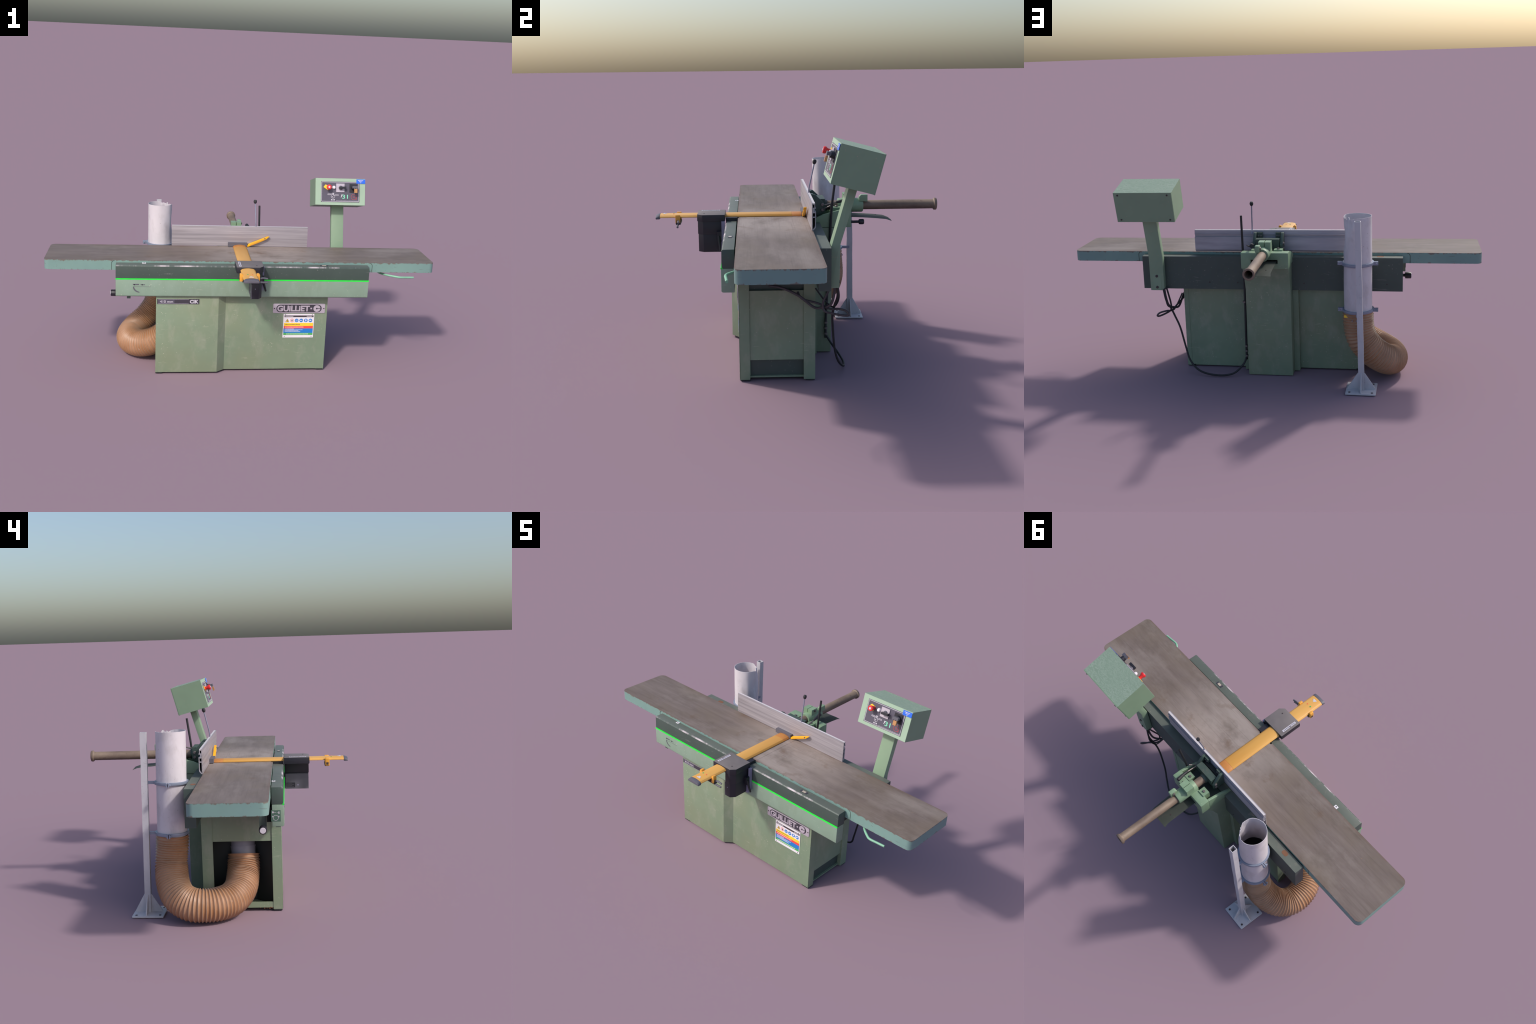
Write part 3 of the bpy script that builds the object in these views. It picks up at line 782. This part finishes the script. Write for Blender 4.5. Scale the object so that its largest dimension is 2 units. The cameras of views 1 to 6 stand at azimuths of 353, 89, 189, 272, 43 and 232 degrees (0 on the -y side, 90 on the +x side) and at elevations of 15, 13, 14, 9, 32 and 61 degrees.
# printed signs on the panel
S.ring('cutter_sign', U(.352), V(.675), .0100, .0112, .0015, .0021, 'ink', pn)
S.rects('cutter_sign', [(U(.245), U(.335), V(.592), V(.580)), (U(.245), U(.25), V(.62), V(.58)), (U(.245), U(.32), V(.625), V(.613)), (U(.39), U(.463), V(.612), V(.602)), (U(.39), U(.463), V(.645), V(.635)), (U(.458), U(.463), V(.645), V(.602)),
                        (U(.345), U(.365), V(.62), V(.56)), (U(.335), U(.375), V(.565), V(.55)), (U(.33), U(.345), V(.70), V(.67)), (U(.36), U(.378), V(.66), V(.64)), (U(.345), U(.36), V(.75), V(.72)),
                        (U(.317), U(.338), V(.825), V(.782)), (U(.365), U(.388), V(.825), V(.782)), (U(.335), U(.37), V(.785), V(.780)), (U(.335), U(.37), V(.827), V(.822))], .0015, .0021, 'ink', pn)
S.ring('motor_sign', U(.770), V(.685), .0142, .0156, .0015, .0021, 'inkred', pn)
S.ring('motor_sign', U(.770), V(.685), .0035, .0046, .0015, .0021, 'inkred', pn)
S.rects('motor_sign', [(U(.787), U(.826), V(.69), V(.682)), (U(.822), U(.827), V(.79), V(.66)), (U(.80), U(.827), V(.775), V(.767))], .0015, .0021, 'inkred', pn)
S.text('chalk_number', '31', U(.538), U(.652), V(.755), V(.605), .0015, .0022, 'inkgreen', pn, .01)
S.poly('chalk_mark', [(U(.512), V(.61)), (U(.545), V(.60)), (U(.53), V(.68)), (U(.518), V(.71)), (U(.508), V(.705)), (U(.522), V(.65))], .0015, .0020, 'ink', pn)
bs = S.rect('blue_sticker', U(.819), U(.997), V(.183), V(.022), .0020, .0030, 'blue', cb)
for i, (x0, x1) in enumerate(((.848, .955), (.872, .935), (.897, .912))):
    S.words('sticker_text', U(x0), U(x1), V(.078 + i * .042), .0034, .0029, .0034, 'ink', bs, 40 + i)
# post: vertical foot, leaning upper part
pst = prism('post', [(.2765, .420), (.3105, .420), (.3135, .588), (.3800, .815), (.3450, .815), (.2790, .580)], 'x', .5205, .5895, 'post', None, .003)
box('post_plate', .535, .575, .3100, .3120, .425, .582, 'post', pst, .0008)
for z in (.437, .493):
    bolt((.555, .3120, z), (0, 1, 0), .0065, .004, 'boltdark', pst, n=12)

# ------------------------------------------------------------------ cables
cbA = tube('cable', [(.525, .300, .43), (.520, .298, .38), (.515, .285, .335), (.495, .255, .318), (.478, .222, .315), (.468, .166, .358), (.455, .10, .388), (.43, .05, .392)], .0052, 'cable', None, 10)
tube('cable', [(.515, .295, .43), (.512, .275, .385), (.510, .256, .34), (.508, .262, .308), (.522, .295, .300), (.545, .340, .298), (.552, .352, .305), (.540, .343, .316), (.515, .315, .317), (.496, .285, .312), (.480, .240, .33), (.466, .180, .345), (.450, .16, .37)], .0045, 'cable', None, 10)
tube('cable', [(.528, .306, .43), (.515, .312, .37), (.495, .302, .325), (.478, .296, .28), (.455, .300, .225), (.430, .310, .130), (.405, .328, .065), (.350, .355, .022), (.262, .366, .0065), (.185, .355, .014), (.140, .325, .050), (.127, .306, .080)], .0048, 'rubber', None, 10)
tube('cable', [(.522, .308, .43), (.505, .318, .36), (.488, .300, .318), (.475, .27, .335), (.455, .231, .385)], .0035, 'rubber', None, 8)

# crank under the table
tube('crank_lever', [(.705, -.01, .545), (.718, -.03, .533), (.745, -.065, .531), (.790, -.100, .531), (.812, -.108, .530), (.850, -.105, .529), (.885, -.102, .528)], .0055, 'crank', tabR, 12)

# ------------------------------------------------------------------ extraction duct
def duct_c(z): return Vector((-.4285, .3585 - .011 * (z - .37) / .43, z))
R = .0655
bm = bmesh.new()
NA, NZ = 96, 70
TEAR = math.radians(45)
def wrap(a): return (a + math.pi) % (2 * math.pi) - math.pi
def duct_ring(z, r_off, top=False, t=0):
    ring = []
    for k in range(NA):
        a = 2 * math.pi * k / NA
        dA = wrap(a - TEAR)
        edge = .8005
        tear = math.exp(-(dA / .62) ** 2)
        edge -= tear * (.012 + .020 * noise.noise((math.cos(a) * 5, math.sin(a) * 5, 4.2)) + .005 * noise.noise((a * 6, 1, 1)))
        zz = .346 + (edge - .346) * t
        c = duct_c(zz)
        dent = noise.noise((math.cos(a) * 2.2, math.sin(a) * 2.2, zz * 13)) * .0045
        amp = .12 + math.exp(-(wrap(a - math.radians(-5)) / 1.0) ** 2)
        r = R + r_off + dent * amp * (1 if zz > .58 else .25)
        r -= .010 * math.exp(-(wrap(a - math.radians(5)) / .32) ** 2 - ((zz - .70) / .05) ** 2)
        r -= tear * max(0, (t - .82) / .18) * (.010 + .012 * noise.noise((a * 7, 3, zz * 30)))
        ring.append(bm.verts.new((c.x + r * math.cos(a), c.y + r * math.sin(a), zz)))
    return ring
outer = [duct_ring(0, 0, t=i / NZ) for i in range(NZ + 1)]
innr = [duct_ring(0, -.0016, t=i / NZ) for i in range(NZ + 1)]
def skin(A, flip):
    for a, b in zip(A, A[1:]):
        for k in range(NA):
            q = (a[k], a[(k + 1) % NA], b[(k + 1) % NA], b[k])
            bm.faces.new(q[::-1] if flip else q)
skin(outer, False); skin(innr, True)
for o, i in ((outer[-1], innr[-1]), (outer[0], innr[0])):
    for k in range(NA):
        bm.faces.new((o[k], o[(k + 1) % NA], i[(k + 1) % NA], i[k]))
du = finish('extraction_duct', bm, 'white', None, 60)
lathe('duct_black_disc', [(0, .598), (.0645, .598), (.0645, .601), (0, .601)], (-.4285, .3525, 0), (0, 0, 1), 'void', du, 32)  # black disc across the duct at mid-depth
for z, tw in ((.579, 0), (.357, 0)):
    c = duct_c(z)
    rg = lathe('pipe_clamp', [(R - .001, -.0050), (R + .004, -.0065), (R + .0085, -.0060), (R + .0095, 0), (R + .0085, .0060), (R + .004, .0065), (R - .001, .0050)], c, (.02, .0, 1), 'zinc', du, 64, True)
    for s in (-1, 1):
        p = c + Vector((s * (R + .016), .004, 0))
        box('clamp_ear', p.x - .012, p.x + .012, p.y - .007, p.y - .002, z - .008, z + .008, 'zinc', rg, .002)
        box('clamp_ear', p.x - .012, p.x + .012, p.y + .002, p.y + .007, z - .008, z + .008, 'zinc', rg, .002)
        bolt((p.x + s * .005, p.y + .007, z), (0, 1, 0), .0045, .005, 'zinc', rg)
        bolt((p.x + s * .005, p.y - .007, z), (0, -1, 0), .0040, .006, 'zinc', rg)
    box('clamp_stem', c.x - .009, c.x + .003, c.y + R, c.y + R + .045, z - .006, z + .006, 'zinc', rg, .002)
# stand: square tube, foot plate, gussets
PT, PB = Vector((-.4355, .4635, .797)), Vector((-.4495, .4770, .004))
bm = bmesh.new()
hw, th = .0132, .0022
rings = []
NS = 40
for rr, off in ((hw, 0), (hw - th, 0)):
    ls_ = []
    for i in range(NS + 1):
        t = i / NS
        p = PB.lerp(PT, t)
        wob = Vector((noise.noise((t * 9, 2, rr)), noise.noise((t * 9, 7, rr)), 0)) * .0011
        ls_.append([bm.verts.new(p + wob + Vector((sx * rr, sy * rr, 0))) for sx, sy in ((-1, -1), (1, -1), (1, 1), (-1, 1))])
    rings.append(ls_)
for q, ls_ in enumerate(rings):
    for a, b in zip(ls_, ls_[1:]):
        for k in range(4):
            f = (a[k], a[(k + 1) % 4], b[(k + 1) % 4], b[k])
            bm.faces.new(f if q == 0 else f[::-1])
for i in (0, -1):
    for k in range(4):
        bm.faces.new((rings[0][i][k], rings[0][i][(k + 1) % 4], rings[1][i][(k + 1) % 4], rings[1][i][k]))
stn = finish('duct_stand', bm, 'grey', None, 30)
lathe('stand_hollow', [(0, .0), (.0105, 0), (.0105, .001), (0, .001)], (-.436, .464, .74), (0, 0, 1), 'void', stn, 4)
pm = Matrix.Translation((-.4480, .4685, 0)) @ Matrix.Rotation(math.radians(-1.5), 4, 'Z')
fp = prism('foot_plate', rounded(-.070, .070, -.069, .069, .004, 2), 'z', 0, .0065, 'grey', stn, .001, M4=pm)
for x in (-.052, .052):
    for y in (-.052, .052):
        bolt(pm @ Vector((x, y, .0065)), (0, 0, 1), .0055, .0016, 'boltdark', fp, n=12)
gm = Matrix.Translation((-.4480, .4765, 0))
for s in (-1, 1):
    prism('gusset', [(s * .012, .006), (s * .064, .006), (s * .064, .012), (s * .016, .086), (s * .012, .086)], 'y', -.0025, .0025, 'grey', fp, .0008, M4=gm)
prism('gusset', [(.012, .006), (.057, .006), (.057, .012), (.014, .089), (.0, .089)], 'x', -.0025, .0025, 'grey', fp, .0008, M4=gm)
prism('gusset', [(-.012, .006), (-.062, .006), (-.062, .012), (-.016, .086), (-.012, .086)], 'x', -.0025, .0025, 'grey', fp, .0008, M4=gm)

# ------------------------------------------------------------------ ribbed hose (film + wire helix)
path = spline([(-.4285, .3590, .349), (-.4290, .3610, .300), (-.4380, .3660, .240), (-.4560, .3650, .198), (-.5000, .3550, .145), (-.5500, .3250, .103), (-.5800, .2750, .0800),
               (-.5870, .2200, .0750), (-.5700, .1560, .0750), (-.5250, .1010, .0830), (-.4600, .0680, .1080), (-.3980, .0590, .1480), (-.3600, .0560, .1980), (-.3490, .0560, .2330)], 14)
RIBS = 64
N = RIBS * 8
pts, LEN = resample(path, N)
bm = bmesh.new()
HR = .0700
def hose_r(t):
    ph = t * RIBS * 2 * math.pi
    return HR - .0030 + .0046 * (abs(math.cos(ph / 2)) ** 1.8)
add_tube(bm, pts, hose_r, 40, False)
hs = finish('flexible_hose', bm, 'hose', None, 70)
F = frames(pts)
bm = bmesh.new()
for j in range(1, RIBS):
    k = j * 8
    p, (t, u, v) = pts[k], F[k]
    ring = [p + (u * math.cos(2 * math.pi * q / 40) + v * math.sin(2 * math.pi * q / 40)) * (HR + .0014) for q in range(40)]
    RR = []
    for q in range(40):
        o = (ring[q] - p).normalized()
        RR.append([bm.verts.new(ring[q] + (o * math.cos(b_) + t * math.sin(b_)) * .0017) for b_ in (0, 1.2566, 2.5133, 3.7699, 5.0265)])
    for q in range(40):
        for e in range(5):
            bm.faces.new((RR[q][e], RR[q][(e + 1) % 5], RR[(q + 1) % 40][(e + 1) % 5], RR[(q + 1) % 40][e]))
finish('hose_wire', bm, 'wire', hs, 60, True)
# pipe stub inside the cabinet that the hose is pushed on to
e0, e1 = pts[-1], Vector((-.333, .060, .312))
st = tube('outlet_pipe', [tuple(pts[-6]), tuple(e0.lerp(e1, .35)), tuple(e1), (-.328, .063, .39)], .0540, 'outlet', None, 36)
tube('outlet_bead', [tuple(e0.lerp(e1, .40)), tuple(e0.lerp(e1, .46))], 0.0565, 'outlet', st, 36, 2)
# strap with bolts at the upper hose end
box('hose_label', -.386, -.366, .395, .409, .330, .341, 'signy', hs, .001)
for x in (-.425, -.405):
    bolt((x, .4310, .322), (0, 1, 0), .003, .003, 'zinc', hs)
